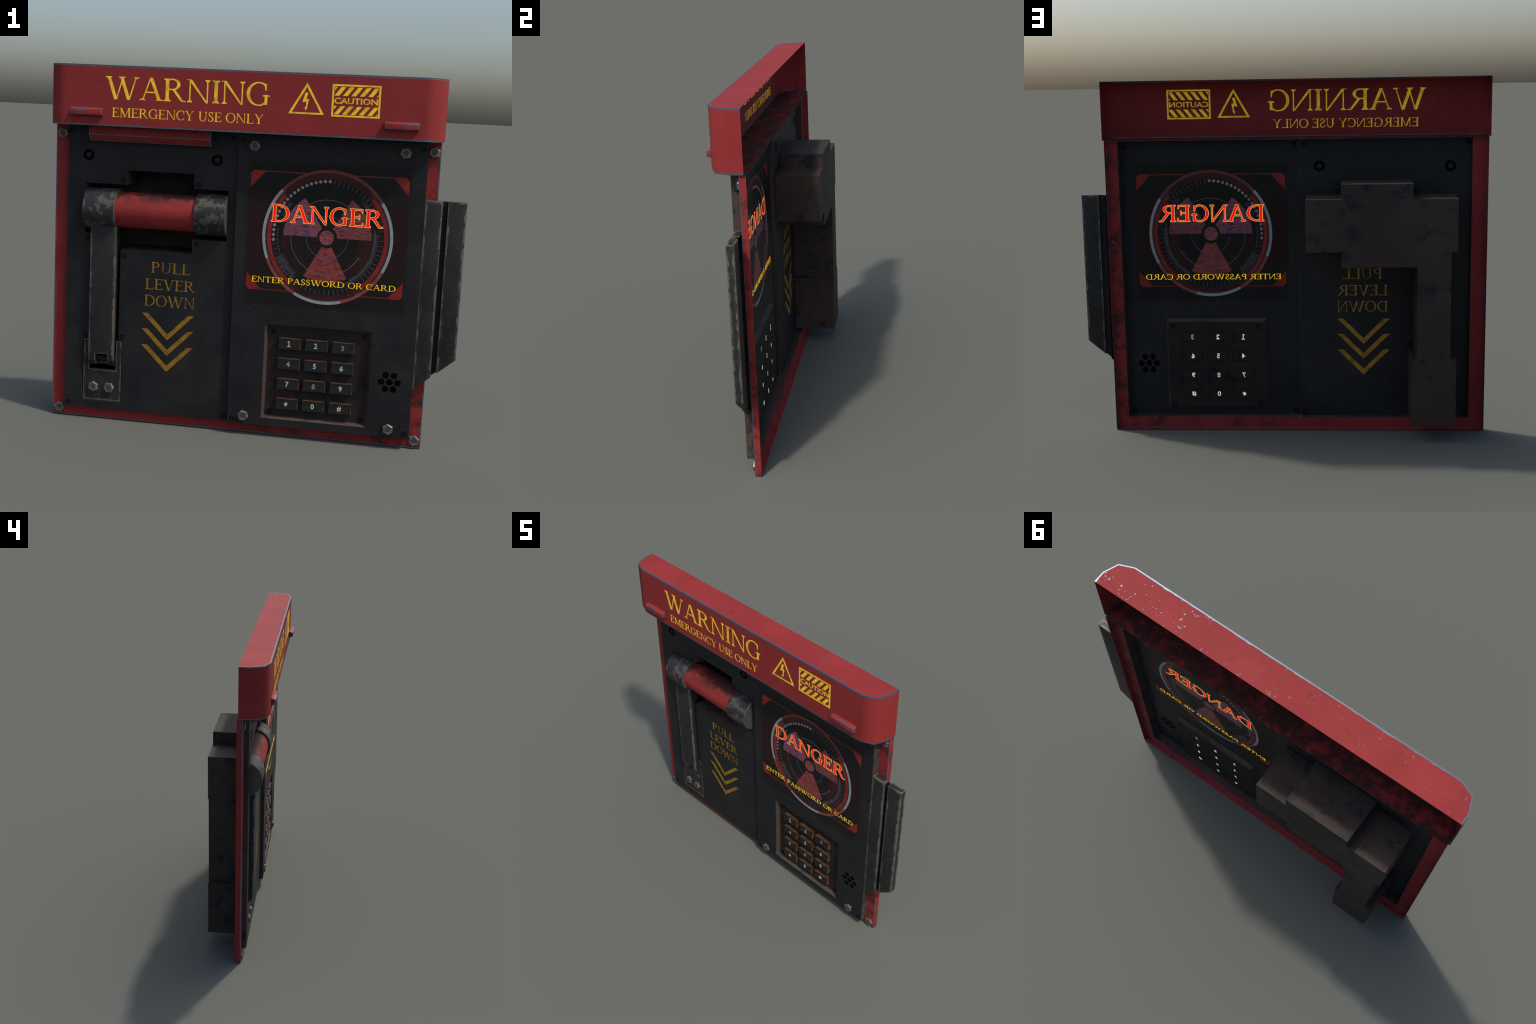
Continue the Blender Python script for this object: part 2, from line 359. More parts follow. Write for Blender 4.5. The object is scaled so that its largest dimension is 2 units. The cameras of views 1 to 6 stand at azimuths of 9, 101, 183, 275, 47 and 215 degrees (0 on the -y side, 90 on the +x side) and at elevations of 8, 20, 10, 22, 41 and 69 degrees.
def glyph(c):
    if c == 'A': return 1.02, diag(.14, 0, .47, .97, TN) + diag(.88, 0, .50, 1.0, TH) + [rect(.24, .33, .72, .33 + TN)] + foot(.13, 0, .13) + foot(.885, 0, .15)
    if c == 'C': return .93, bowl(.54, .5, .52, .52, 48, 312) + [[(.83, .62), (.87, .62), (.87, .96), (.84, .96), (.78, .86)], [(.83, .24), (.88, .27), (.86, .10), (.80, .06)]]
    if c == 'D': return 1.06, stem(.19) + bowl(.42, .5, .60, .5, -90, 90) + [rect(.19, 0, .43, TN), rect(.19, 1 - TN, .43, 1)]
    if c == 'E': return .80, stem(.19) + arm_e(.19, .72, 1, -1) + arm_e(.19, .76, 0, 1) + [rect(.19, .50, .55, .50 + TN), [(.54, .40), (.57, .40), (.57, .65), (.54, .65)]]
    if c == 'G': return 1.04, bowl(.54, .5, .52, .52, 48, 320) + [[(.83, .64), (.87, .64), (.87, .96), (.84, .96), (.78, .86)], rect(.80, .04, .92, .40), [(.70, .40), (1.02, .40), (1.02, .43), (.92, .47), (.80, .47), (.70, .43)]]
    if c == 'I': return .42, stem(.21)
    if c == 'L': return .80, stem(.19) + arm_e(.19, .75, 0, 1)
    if c == 'M': return 1.26, stem(.17, TN) + stem(1.07, TH) + diag(.19, 1, .60, .02, TH) + diag(1.03, 1, .62, .02, TN * 1.1)
    if c == 'N': return 1.06, stem(.15, TN, s1=.0) + stem(.91, TN, s0=0) + [[(.08, 1), (.22, 1), (.935, -.02), (.86, -.02)], rect(.0, 1 - SE * .7, .2, 1)]
    if c == 'O': return 1.07, bowl(.535, .5, .52, .52, 0, 360)
    if c == 'P': return .78, stem(.19) + bowl(.40, .74, .34, .26, -90, 90, TH, TN) + [rect(.19, .48, .41, .48 + TN), rect(.19, 1 - TN, .41, 1)]
    if c == 'R': return 1.02, stem(.19) + bowl(.42, .75, .34, .25, -90, 90, TH, TN) + [rect(.19, .50, .43, .50 + TN), rect(.19, 1 - TN, .43, 1), [(.40, .52), (.55, .52), (.88, .06), (1.02, .03), (1.02, 0), (.80, 0)]]
    if c == 'S': return .66, bowl(.33, .755, .25, .265, 40, 262, TH * .8, TN) + bowl(.33, .255, .28, .275, -142, 85, TH * .9, TN) + \
        [[(.13, .62), (.20, .70), (.56, .40), (.50, .32)], [(.50, .70), (.54, .70), (.54, .98), (.51, .98), (.45, .90)], [(.05, .02), (.08, .02), (.14, .10), (.10, .30), (.05, .30)]]
    if c == 'T': return .90, stem(.45, TH, s1=0) + [rect(.05, 1 - TN, .85, 1), [(.02, .78), (.05, .78), (.12, 1), (.02, 1)], [(.85, .78), (.88, .78), (.88, 1), (.78, 1)]]
    if c == 'U': return 1.04, [rect(.17, .36, .17 + TH, 1), rect(.84, .36, .84 + TN, 1)] + bowl(.53, .37, .36, .39, 180, 360, TH * .75, TN) + foot(.225, 1, .17, -1) + foot(.865, 1, .13, -1)
    if c == 'V': return 1.0, diag(.16, 1, .50, -.02, TH) + diag(.84, 1, .52, -.02, TN) + foot(.155, 1, .15, -1) + foot(.85, 1, .12, -1)
    if c == 'W': return 1.52, diag(.15, 1, .48, -.02, TH) + diag(.78, .98, .50, -.02, TN) + diag(.72, 1, 1.05, -.02, TH) + diag(1.37, 1, 1.07, -.02, TN) + foot(.145, 1, .145, -1) + foot(.74, 1, .15, -1) + foot(1.385, 1, .12, -1)
    if c == 'Y': return .98, stem(.49, TH, 0, .48, s1=0) + diag(.50, .42, .16, 1, TH) + diag(.49, .42, .83, 1, TN) + foot(.15, 1, .15, -1) + foot(.84, 1, .13, -1)
    return .34, []

def words(text, x0, x1, z0, h, track=0.035):
    """serif text fitted between x0 and x1 on baseline z0 with capital height h"""
    polys, w = [], 0.0
    for c in text:
        gw, ps = glyph(c); polys += [[(px + w, pz) for px, pz in p] for p in ps]; w += gw + track
    k = (x1 - x0) / (w - track)
    return [[(x0 + px * k, z0 + pz * h) for px, pz in p] for p in polys]

def sans(name, text, cx, z0, h, y0, y1, mat, parent, width=None):
    """upright solid lettering in the built-in typeface between y0 (front) and y1 (back)"""
    cu = bpy.data.curves.new('text', 'FONT'); cu.body = text; cu.align_x = 'CENTER'; cu.resolution_u = 3
    cu.extrude = 0.1; cu.offset = 0.022
    ob = bpy.data.objects.new('text', cu); COL.objects.link(ob)
    bpy.context.view_layer.update()
    me = bpy.data.meshes.new_from_object(ob.evaluated_get(bpy.context.evaluated_depsgraph_get()))
    bpy.data.objects.remove(ob); bpy.data.curves.remove(cu)
    vs = [v.co.copy() for v in me.vertices]
    ymax = max(v.y for v in vs); ymin = min(v.y for v in vs); xa = min(v.x for v in vs); xb = max(v.x for v in vs)
    kz = h / (ymax - ymin); kx = width / (xb - xa) if width else kz
    for v, c in zip(me.vertices, vs):
        v.co = (cx + (c.x - (xa + xb) / 2) * kx, y0 if c.z > 0 else y1, z0 + (c.y - ymin) * kz)
    me.materials.clear()
    return link(name, me, mat, parent)

# ================================================================== the thing
root = bpy.data.objects.new('emergency_lever_station', None); COL.objects.link(root)
root["label"] = "red and black emergency wall panel with lever, keypad and danger screen"
root["category"] = "control panel"

# ------------------------------------------------------------------ canopy
def plan(off=0.0):
    """canopy outline seen from above: right back end, rounded corners, left back end"""
    r = CAN_R - off; y = CAN_Y0 + off
    pts, nrm = [(CAN_X1 - off, 0.001)], [0.0]
    for cx, a0, a1 in ((CAN_X1 - CAN_R, 0, -90), (CAN_X0 + CAN_R, -90, -180)):
        for k in range(3):
            t = math.radians(a0 + (a1 - a0) * k / 2)
            pts.append((cx + r * math.cos(t), CAN_Y0 + CAN_R + r * math.sin(t))); nrm.append(t)
    pts.append((CAN_X0 + off, 0.001)); nrm.append(-math.pi)
    return pts, nrm

def canopy_wall():
    bm = bmesh.new(); t = SH; (po, no), (pi_, _) = plan(0), plan(t)
    rows = []
    for p, s in ((po, 1), (pi_, -1)):
        rows.append([[bm.verts.new((x, y, z)) for x, y in p] for z in (CAN_Z0, CAN_Z1)])
    n = len(po); normals = {}
    for k in (0, 1):
        for i in range(n - 1):
            q = [rows[k][0][i], rows[k][0][i + 1], rows[k][1][i + 1], rows[k][1][i]]
            bm.faces.new(q if k else q[::-1])
    for i in range(n - 1):
        for z in (0, 1):
            q = [rows[0][z][i], rows[0][z][i + 1], rows[1][z][i + 1], rows[1][z][i]]
            bm.faces.new(q if z == 0 else q[::-1])
    for i in (0, n - 1):
        bm.faces.new([rows[0][0][i], rows[0][1][i], rows[1][1][i], rows[1][0][i]])
    bmesh.ops.recalc_face_normals(bm, faces=bm.faces)
    ang = {}
    bm.verts.index_update()
    for k in (0, 1):
        for z in (0, 1):
            for i in range(n): ang[rows[k][z][i].index] = (no[i], 1 if k == 0 else -1)
    me = bpy.data.meshes.new('canopy'); bm.to_mesh(me); bm.free()
    me.polygons.foreach_set('use_smooth', [True] * len(me.polygons))
    cn = []
    for p in me.polygons:
        side = abs(p.normal.z) < 0.5 and p.area > 0.01
        for vi in p.vertices:
            a, s = ang[vi]
            cn.append((s * math.cos(a), s * math.sin(a), 0) if side else tuple(p.normal))
    me.normals_split_custom_set(cn)
    return link('canopy', me, M_CAN_WALL, root)

canopy = canopy_wall()
def plan_plate(name, z0, z1, mat):
    p, _ = plan(SH * 0.4); bm = bmesh.new()
    A = [bm.verts.new((x, y, z0)) for x, y in p]; B = [bm.verts.new((x, y, z1)) for x, y in p]
    bm.faces.new(A); bm.faces.new(B[::-1])
    for i in range(len(p)):
        j = (i + 1) % len(p); bm.faces.new([A[i], B[i], B[j], A[j]])
    return from_bm(name, bm, mat, canopy)
plan_plate('canopy_top', CAN_Z1 - SH, CAN_Z1 + 0.0008, M_CAN_TOP)
plan_plate('canopy_floor', CAN_Z0 - 0.0012, CAN_Z0 + SH, M_CAN_FLOOR)

GRIP = [(-0.1568, 1.5090), (-0.1625, 1.5092), (-0.1830, 1.5160), (-0.1830, 1.5420), (-0.1625, 1.5492), (-0.1568, 1.5494)]
for xa, xb in ((-0.867, -0.711), (0.6035, 0.758)):
    prism('canopy_grip', GRIP, 'X', xa, xb, grip_paint(xa, xb), canopy, 0.003)

# lettering runs through the sheet, as it shows mirrored on the open back
WF, WB = CAN_Y0 - 0.0006, CAN_Y0 + SH + 0.0006
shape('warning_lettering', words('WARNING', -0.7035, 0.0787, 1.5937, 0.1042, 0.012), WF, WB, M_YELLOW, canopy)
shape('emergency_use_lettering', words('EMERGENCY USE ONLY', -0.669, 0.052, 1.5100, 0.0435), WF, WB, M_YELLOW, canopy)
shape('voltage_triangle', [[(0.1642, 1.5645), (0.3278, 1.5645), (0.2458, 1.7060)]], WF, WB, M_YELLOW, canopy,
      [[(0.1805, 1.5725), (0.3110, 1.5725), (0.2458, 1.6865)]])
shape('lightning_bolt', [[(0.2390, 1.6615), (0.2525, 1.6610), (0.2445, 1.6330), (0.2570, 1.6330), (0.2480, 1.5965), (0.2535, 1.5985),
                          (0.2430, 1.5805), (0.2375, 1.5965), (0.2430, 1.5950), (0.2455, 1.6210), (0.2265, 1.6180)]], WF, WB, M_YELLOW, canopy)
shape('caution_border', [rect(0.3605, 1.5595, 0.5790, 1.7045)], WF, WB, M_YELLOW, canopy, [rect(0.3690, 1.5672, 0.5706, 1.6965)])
def stripes(z0, z1, x0, x1):
    out, w, step, lean = [], 0.0205, 0.0378, 0.030
    for k in range(-1, 7):
        a = x0 + k * step
        P = [(a, z0), (a + w, z0), (a + w + lean, z1), (a + lean, z1)]
        for lim, keep in ((x0, 1), (x1, -1)):     # clip against the frame
            Q = []
            for i in range(len(P)):
                (xa, za), (xb, zb) = P[i], P[(i + 1) % len(P)]
                ia, ib = keep * (xa - lim) >= 0, keep * (xb - lim) >= 0
                if ia: Q.append((xa, za))
                if ia != ib:
                    t = (lim - xa) / (xb - xa); Q.append((lim, za + t * (zb - za)))
            P = Q
            if not P: break
        if len(P) >= 3: out.append(P)
    return out
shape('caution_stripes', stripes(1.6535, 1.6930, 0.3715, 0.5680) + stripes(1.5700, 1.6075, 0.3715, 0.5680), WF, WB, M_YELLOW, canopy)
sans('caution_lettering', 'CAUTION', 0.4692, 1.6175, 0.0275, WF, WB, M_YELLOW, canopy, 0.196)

# ------------------------------------------------------------------ frame
frame = shape('frame', [rect(FR_X0, 0, FR_X1, FR_Z1)], FR_Y0, FR_Y0 + SH, M_FRAME, root,
              [[(PL_X0, PZ0), (PL_X1, PZ0), (PL_X1, FR_Z1 + 1), (PL_X0, FR_Z1 + 1)]])
LY = FR_Y0 + SH + 0.0002
box('frame_lip', FR_X0, FR_X0 + SH, LY, FR_Y1, 0, FR_Z1, M_LIP, frame)
box('frame_lip', FR_X1 - SH, FR_X1, LY, FR_Y1, 0, FR_Z1, M_LIP, frame)
box('frame_lip', FR_X0 + SH, FR_X1 - SH, LY, FR_Y1, 0, SH, M_LIP, frame)

box('frame_top', FR_X0 + 0.0005, FR_X1 - 0.0005, FR_Y0 + 0.0008, FR_Y1, FR_Z1 + 0.0002, FR_Z1 + 0.0038, M_CAN_FLOOR, frame)

# ------------------------------------------------------------------ fasteners (shared meshes)
def hex_bolt():
    bm = bmesh.new(); rings = []
    for r, y, n6 in ((0.0275, 0.0, 6), (0.0275, -0.0085, 6), (0.0235, -0.0115, 6), (0.0150, -0.0115, 6)):
        ring = []
        for i in range(24):
            t = 2 * math.pi * i / 24
            hexr = r * math.cos(math.pi / 6) / math.cos((t % (math.pi / 3)) - math.pi / 6)
            rr = hexr if r > 0.016 else r * 0.97
            ring.append(bm.verts.new((rr * math.cos(t), y, rr * math.sin(t))))
        rings.append(ring)
    rings.append([bm.verts.new((v.co.x * 0.9, -0.0108, v.co.z * 0.9)) for v in rings[-1]])
    for a, b in zip(rings, rings[1:]):
        for i in range(24): bm.faces.new([a[i], a[(i + 1) % 24], b[(i + 1) % 24], b[i]])
    f = bm.faces.new(rings[-1]); bm.faces.new(rings[0]); f.material_index = 1
    return from_bm('bolt', bm, [M_BOLT, M_BOLT_IN], None)
BOLT = hex_bolt()
def screw_mesh():
    # ring, sunk head and cross, all reaching through the sheet
    a = shape('screw', [disc(0, 0, 0.0125, 20)], -0.0008, SH + 0.0008, [M_SCREW, M_SLOT], None)
    b = shape('cross', [rect(-0.0070, -0.0018, 0.0070, 0.0018), rect(-0.0018, -0.0070, 0.0018, 0.0070)], -0.0012, SH + 0.0012, M_SLOT, None)
    bm = bmesh.new(); bm.from_mesh(a.data)
    k = len(bm.faces); bm.from_mesh(b.data); bm.faces.ensure_lookup_table()
    for f in bm.faces[k:]: f.material_index = 1
    bm.to_mesh(a.data); bm.free(); drop(b)
    return a
SCREW = screw_mesh()

for i, (x, z) in enumerate(((-0.953, 1.420), (0.8356, 1.4175), (-0.9505, 0.0380), (0.8336, 0.0383))):
    place(BOLT, 'frame_bolt', (x, FR_Y0 - 0.0002, z), 0.26 + 0.5 * i, frame)

# ------------------------------------------------------------------ lever panel (left) and its recess
HOLE = [(-0.826, 1.187), (-0.617, 1.187), (-0.617, 1.258), (-0.2845, 1.258), (-0.2845, 1.187), (-0.1155, 1.187), (-0.1155, 0.940),
        (-0.2845, 0.940), (-0.2845, 0.8665), (-0.6415, 0.8665), (-0.6415, 0.4155), (-0.6195, 0.4155), (-0.6195, 0.0925),
        (-0.826, 0.0925), (-0.826, 0.4155), (-0.7965, 0.4155), (-0.7965, 0.940), (-0.826, 0.940)]
lever_panel = shape('lever_panel', [rect(PL_X0, PZ0, SEAM, CAN_Z0 - 0.002)], YL, YL + SH, M_BLACK, root, [HOLE])

def recess():
    bm = bmesh.new(); y0 = YL + SH
    A = [bm.verts.new((x, y0, z)) for x, z in HOLE]; B = [bm.verts.new((x, BOX_Y - 0.001, z)) for x, z in HOLE]
    for i in range(len(HOLE)):
        j = (i + 1) % len(HOLE); bm.faces.new([A[i], B[i], B[j], A[j]])
    bm.faces.new(B)
    bmesh.ops.recalc_face_normals(bm, faces=bm.faces)
    me = bpy.data.meshes.new('recess'); bm.to_mesh(me); bm.free()
    ob = link('lever_recess', me, M_RECESS, lever_panel)
    md = ob.modifiers.new('s', 'SOLIDIFY'); md.thickness = 0.0025; md.offset = 0.0; md.use_even_offset = True
    dg = bpy.context.evaluated_depsgraph_get(); bpy.context.view_layer.update()
    new = bpy.data.meshes.new_from_object(ob.evaluated_get(dg)); ob.modifiers.clear(); ob.data = new
    return ob
recess()

G = 0.0004
def side(x0, x1, y0, y1, z0, z1, par): return box('panel_side', x0, x1, y0, y1, z0, z1, M_DUST, par)
ZT = CAN_Z0 - 0.002
side(PL_X0, PL_X0 + SH, YL + SH, FR_Y0 + SH, PZ0, ZT, lever_panel)
side(PL_X0 + SH, SEAM, YL + SH, FR_Y0 + SH, PZ0, PZ0 + SH, lever_panel)

shape('instruction_lettering', words('PULL', -0.4855, -0.287, 0.7655, 0.0525) + words('LEVER', -0.5125, -0.2625, 0.6822, 0.0525)
      + words('DOWN', -0.515, -0.260, 0.5995, 0.0540), YL - 0.0005, YL + SH + 0.0005, M_AMBER, lever_panel)
for z in (0.5632, 0.4846, 0.4040):
    shape('down_chevron', [[(-0.5237, z), (-0.4932, z), (-0.3930, z - 0.1000), (-0.2922, z), (-0.2630, z), (-0.3930, z - 0.1305)]],
          YL - 0.0005, YL + SH + 0.0005, M_AMBER, lever_panel)
for x, z in ((-0.8132, 1.3222), (-0.1785, 1.3285)):
    shape('washer_ring', [disc(x, z, 0.0270, 32)], YL - 0.0007, YL + SH + 0.0007, M_HOLE, lever_panel, [disc(x, z, 0.0130, 24)])
for x, z in ((-0.8997, 1.4367), (-0.6385, 1.2074), (-0.2649, 1.2049), (-0.8130, 0.9175), (-0.2639, 0.9193), (-0.6223, 0.8404),
             (-0.1034, 1.4342), (-0.8135, 0.4332), (-0.6244, 0.4319), (-0.8969, 0.0757), (-0.0898, 0.0746)):
    place(SCREW, 'panel_screw', (x, YL, z), random.uniform(-0.5, 0.5), lever_panel)

# red stop ledge below the canopy
prism('stop_ledge', [(YL, 1.390), (-0.0800, 1.3910), (-0.1060, 1.4230), (-0.1060, CAN_Z0 - 0.0035), (YL, CAN_Z0 - 0.0035)], 'X', -0.798, -0.202,
      M_LEDGE, lever_panel, 0.003)

# ------------------------------------------------------------------ lever
LCY, LCZ = -0.0145, 1.062
lever = prism('lever', [(-0.0760, 0.985), (-0.0750, 0.3480), (-0.0705, 0.3080), (-0.0490, 0.2800), (-0.0060, 0.2760), (-0.0060, 0.985)], 'X',
              -0.788, -0.658, M_ARM, root, 0.004)
lever.name = 'lever'
def cut_notch():
    c = box('cutter', -0.7535, -0.6885, -0.12, -0.0090, 0.20, 0.3435)
    md = lever.modifiers.new('b', 'BOOLEAN'); md.object = c; md.solver = 'EXACT'; md.operation = 'DIFFERENCE'
    bpy.context.view_layer.update()
    new = bpy.data.meshes.new_from_object(lever.evaluated_get(bpy.context.evaluated_depsgraph_get()))
    lever.modifiers.clear(); lever.data = new; drop(c)
cut_notch()
turned('lever_tube', [(-0.700, 0.088), (-0.200, 0.088)], LCY, LCZ, M_TUBE, lever)
for xa, xb in ((-0.8210, -0.6620), (-0.2710, -0.1180)):
    turned('end_cap', [(xa, 0.099), (xa + 0.003, 0.102), (xb - 0.003, 0.102), (xb, 0.099)], LCY, LCZ, cap_steel(xa, xb), lever)
turned('hinge_pin', [(-0.792, 0.018), (-0.654, 0.018)], -0.028, 0.312, M_PIN, lever, 24)
bracket = shape('hinge_bracket', [rect(-0.8195, 0.0975, -0.6240, 0.4085)], -0.0470, -0.0200, M_BRACKET, lever,
                [rect(-0.7925, 0.2535, -0.6525, 0.60)])
for x, z, r in ((-0.7657, 0.1660, 0.55), (-0.6843, 0.1668, 0.0)):
    place(BOLT, 'bracket_bolt', (x, -0.0470, z), r, lever)

# ------------------------------------------------------------------ control panel (right)
SCR = (-0.0240, 0.6485, 0.7475, 1.3480)
KP = (0.0930, 0.0940, 0.6065, 0.5630)
SPK = [(0.7011, 0.3265)] + [(0.7011 + 0.0388 * math.cos(math.radians(60 * k)), 0.3265 + 0.0388 * math.sin(math.radians(60 * k))) for k in range(6)]
control = shape('control_panel', [rect(SEAM, PZ0, PL_X1, ZT)], YR, YR + SH, M_BLACK, root,
                [rect(*SCR), rect(*KP)] + [disc(x, z, 0.0160, 20) for x, z in SPK])
side(SEAM, SEAM + SH, YR + SH, YL + SH, PZ0, ZT, control)
side(PL_X1 - SH, PL_X1, YR + SH, FR_Y0 + SH, PZ0, ZT, control)
side(SEAM + SH, PL_X1 - SH, YR + SH, FR_Y0 + SH, PZ0, PZ0 + SH, control)
for x, z in SPK:
    shape('speaker_hole', [disc(x, z, 0.0160, 20)], YR + 0.0008, YR + 0.0012, M_HOLE, control)
for i, (x, z) in enumerate(((0.0044, 1.4079), (0.7066, 1.4086), (0.7074, 0.0970), (0.0056, 0.0970))):
    place(BOLT, 'panel_bolt', (x, YR - 0.0002, z), 0.15 + 0.7 * i, control)
for x, z in ((-0.0518, 1.4323), (0.7827, 1.4291), (-0.0507, 0.0771), (0.7834, 0.0777)):
    place(SCREW, 'panel_screw', (x, YR, z), random.uniform(-0.5, 0.5), control)

# ------------------------------------------------------------------ display
def screen_mat():
    m = Mat('screen_glass'); x, y, z = m.xyz()
    n = m.noise(3.2, 4, 0.6); f = m.noise(120, 3, 0.7)
    dx = m.math('ABSOLUTE', m.math('SUBTRACT', x, 0.362)); dz = m.math('ABSOLUTE', m.math('SUBTRACT', z, 1.0))
    glow = m.math('MULTIPLY', m.ramp(dz, 0.10, 0.24, 1.0, 0.0), m.ramp(dx, 0.20, 0.33))
    glow = m.math('MULTIPLY', glow, m.ramp(dx, 0.355, 0.385, 1.0, 0.25))
    col = m.mix(m.ramp(n, 0.3, 0.7), (0.0088, 0.0086, 0.0082), (0.0122, 0.0115, 0.0105))
    col = m.mix(glow, col, (0.020, 0.0082, 0.0080))
    rim = m.math('MAXIMUM', m.ramp(dx, 0.364, 0.384), m.ramp(m.math('ABSOLUTE', m.math('SUBTRACT', z, 0.998)), 0.326, 0.348))
    col = m.mix(m.math('MULTIPLY', m.math('MULTIPLY', rim, m.ramp(f, 0.45, 0.65)), 0.8), col, (0.030, 0.030, 0.024))
    s = m.ramp(m.noise(5, 5, 0.7, m.vec((1, 1, 12), (0, -0.8, 0), (2, 0, 7)), 2.5), 0.69, 0.73)
    col = m.mix(m.math('MULTIPLY', s, 0.4), col, (0.07, 0.065, 0.065))
    return m.out(col, m.ramp(n, 0.3, 0.7, 0.40, 0.55), 0.0, 0.15)
SCY, SHT = YR + 0.0012, 0.0008
display = shape('display', [rect(SCR[0] + 4e-5, SCR[1] + 4e-5, SCR[2] - 4e-5, SCR[3] - 4e-5)], SCY - SHT, SCY + SHT, screen_mat(), control)
def graphic(name, polys, layer, mat, cut=()):
    h = SHT + 0.00014 * layer
    return shape(name, polys, SCY - h, SCY + h, mat, display, cut)

CX, CZ, AS = 0.3665, 0.9950, 1.036
def A(r0, r1, d0, d1, step=4.0): return arc(CX, CZ, r0, r1, d0, d1, AS, step)
m_white = plain('screen_white', (0.265, 0.275, 0.285), 0.4, 0, 0.12)
m_pink = plain('screen_dull_red', (0.130, 0.036, 0.037), 0.4, 0, 0.15)
m_pinkb = plain('screen_rose_red', (0.235, 0.052, 0.050), 0.4, 0, 0.15)
m_red = plain('screen_red', (0.200, 0.020, 0.016), 0.4, 0, 0.2, 12)
m_dim = plain('screen_dim_red', (0.040, 0.010, 0.010), 0.4, 0, 0.3, 8)
m_tick = plain('screen_tick', (0.110, 0.090, 0.092), 0.4, 0, 0.4, 14)
m_dot = plain('screen_dot', (0.250, 0.205, 0.210), 0.4, 0, 0.25, 8)
m_fine = plain('screen_fine_red', (0.082, 0.013, 0.013), 0.4, 0, 0.5, 10)
m_grey = plain('screen_grey', (0.105, 0.105, 0.110), 0.4, 0, 0.3, 8)
m_blue = plain('screen_blue', (0.066, 0.070, 0.180), 0.4, 0, 0.3, 8)
m_haze = plain('screen_haze', (0.030, 0.027, 0.031), 0.4, 0, 0.4, 30)

graphic('ring_shade', A(0.2655, 0.2945, 0, 360), 1, m_dim)
graphic('ring_segment_white', A(0.294, 0.308, 136.9, 201.4) + A(0.294, 0.308, 241.8, 285.3) + A(0.294, 0.308, -28.3, 34.3), 3, m_white)
graphic('ring_segment_red', A(0.294, 0.308, 34.3, 136.9), 3, m_pink)
graphic('ring_segment_rose', A(0.294, 0.308, 201.4, 241.8) + A(0.294, 0.308, 285.3, 331.7), 3, m_pinkb)
graphic('ring_gap', A(0.2865, 0.2940, -62, 48) + A(0.2865, 0.2940, 132, 300), 2, m_haze)
graphic('inner_ring', A(0.2665, 0.2850, -52, 42) + A(0.2665, 0.2850, 138, 232), 3, m_red)
for k in range(20):
    t = math.radians(90 + 5 * k)
    graphic('ring_dot', [disc(CX + 0.2555 * math.cos(t), CZ + AS * 0.2555 * math.sin(t), 0.0078, 14)], 4, m_dot)
ticks = []
for k in range(1, 53):
    t = math.radians(90 - 5 * k); c, s = math.cos(t), math.sin(t)
    ticks.append(line(CX + 0.242 * c, CZ + AS * 0.242 * s, CX + 0.262 * c, CZ + AS * 0.262 * s, 0.0026))
tick = graphic('ring_ticks', ticks, 4, m_tick); tick["kind"] = "stuff"
graphic('haze_arc', A(0.214, 0.240, -58, 8) + A(0.218, 0.262, 203, 232) + A(0.222, 0.240, 30, 48) + A(0.222, 0.240, 140, 158), 2, m_haze)
dash = []
for k in range(40): dash += A(0.222, 0.2275, 12 - 2.4 * k, 12 - 2.4 * k - 1.5)
for k in range(22): dash += A(0.2325, 0.2365, 172 + 2.6 * k, 172 + 2.6 * k + 1.6)
d = graphic('ring_dashes', dash, 3, m_grey); d["kind"] = "stuff"
fine = []
for r in (0.1560, 0.1700, 0.1820, 0.1930, 0.2010, 0.2090): fine += A(r, r + 0.0013, 150, 395, 5) if r > 0.16 else A(r, r + 0.0013, 180, 360, 5)
for k in range(24):
    a = -60 + 3.2 * k; fine += A(0.160, 0.205, a, a + 0.35, 5)
d = graphic('fine_grid', fine, 2, m_fine); d["kind"] = "stuff"
graphic('scan_line', [line(0.020, 0.9115, 0.332, 0.985, 0.0016), line(0.150, 0.760, 0.340, 0.965, 0.0016), line(0.470, 1.125, 0.640, 1.265, 0.0012),
                      line(0.655, 1.078, 0.725, 1.092, 0.0016), line(0.30, 0.995, 0.545, 0.995, 0.0012)], 2, m_fine)
blades = ((122, 180, glitch('blade_violet', (0.230, 0.060, 0.092), (0.165, 0.050, 0.115))), (0, 59, glitch('blade_red', (0.190, 0.044, 0.048))),
          (240.5, 299, glitch('blade_scarlet', (0.245, 0.042, 0.042))))
for a, b, mm in blades: graphic('trefoil_blade', A(0.0475, 0.2075, a, b), 3, mm)
graphic('trefoil_hub', [disc(CX - 0.0020, CZ, 0.0340, 32, 0.0340 * AS)], 3, glitch('hub_pink', (0.260, 0.062, 0.068)))
graphic('white_orbit', A(0.1705, 0.1735, 58, 329) + [line(0.5110, 0.9100, 0.5250, 0.9010, 0.003)], 4, m_grey)
graphic('blue_orbit', A(0.0960, 0.0986, 0, 360), 4, m_blue)
for sx in (1, -1):
    f = lambda p: [(0.3618 + sx * (x - 0.3618), z) for x, z in p]
    graphic('corner_bracket', [f([(-0.0087, 1.2812), (0.0075, 1.2952), (0.0600, 1.2950), (0.0600, 1.2890), (-0.0085, 1.2120)]), f(rect(0.0590, 1.2895, 0.285, 1.2940))],
            2, m_red)
    graphic('corner_bracket', [f([(-0.0087, 0.8060), (-0.0087, 0.7385), (0.0064, 0.7255), (0.0560, 0.7255), (0.0560, 0.7335)]), f(rect(0.0550, 0.7262, 0.245, 0.7302))],
            2, m_red)
DG = words('DANGER', 0.0965, 0.6232, 1.0575, 0.0812, 0.045)
halo = []
for k in range(8):
    dx, dz = 0.0025 * math.cos(k * math.pi / 4) - 0.0004, 0.0025 * math.sin(k * math.pi / 4) - 0.0002
    halo += [[(x + dx, z + dz) for x, z in p] for p in DG]
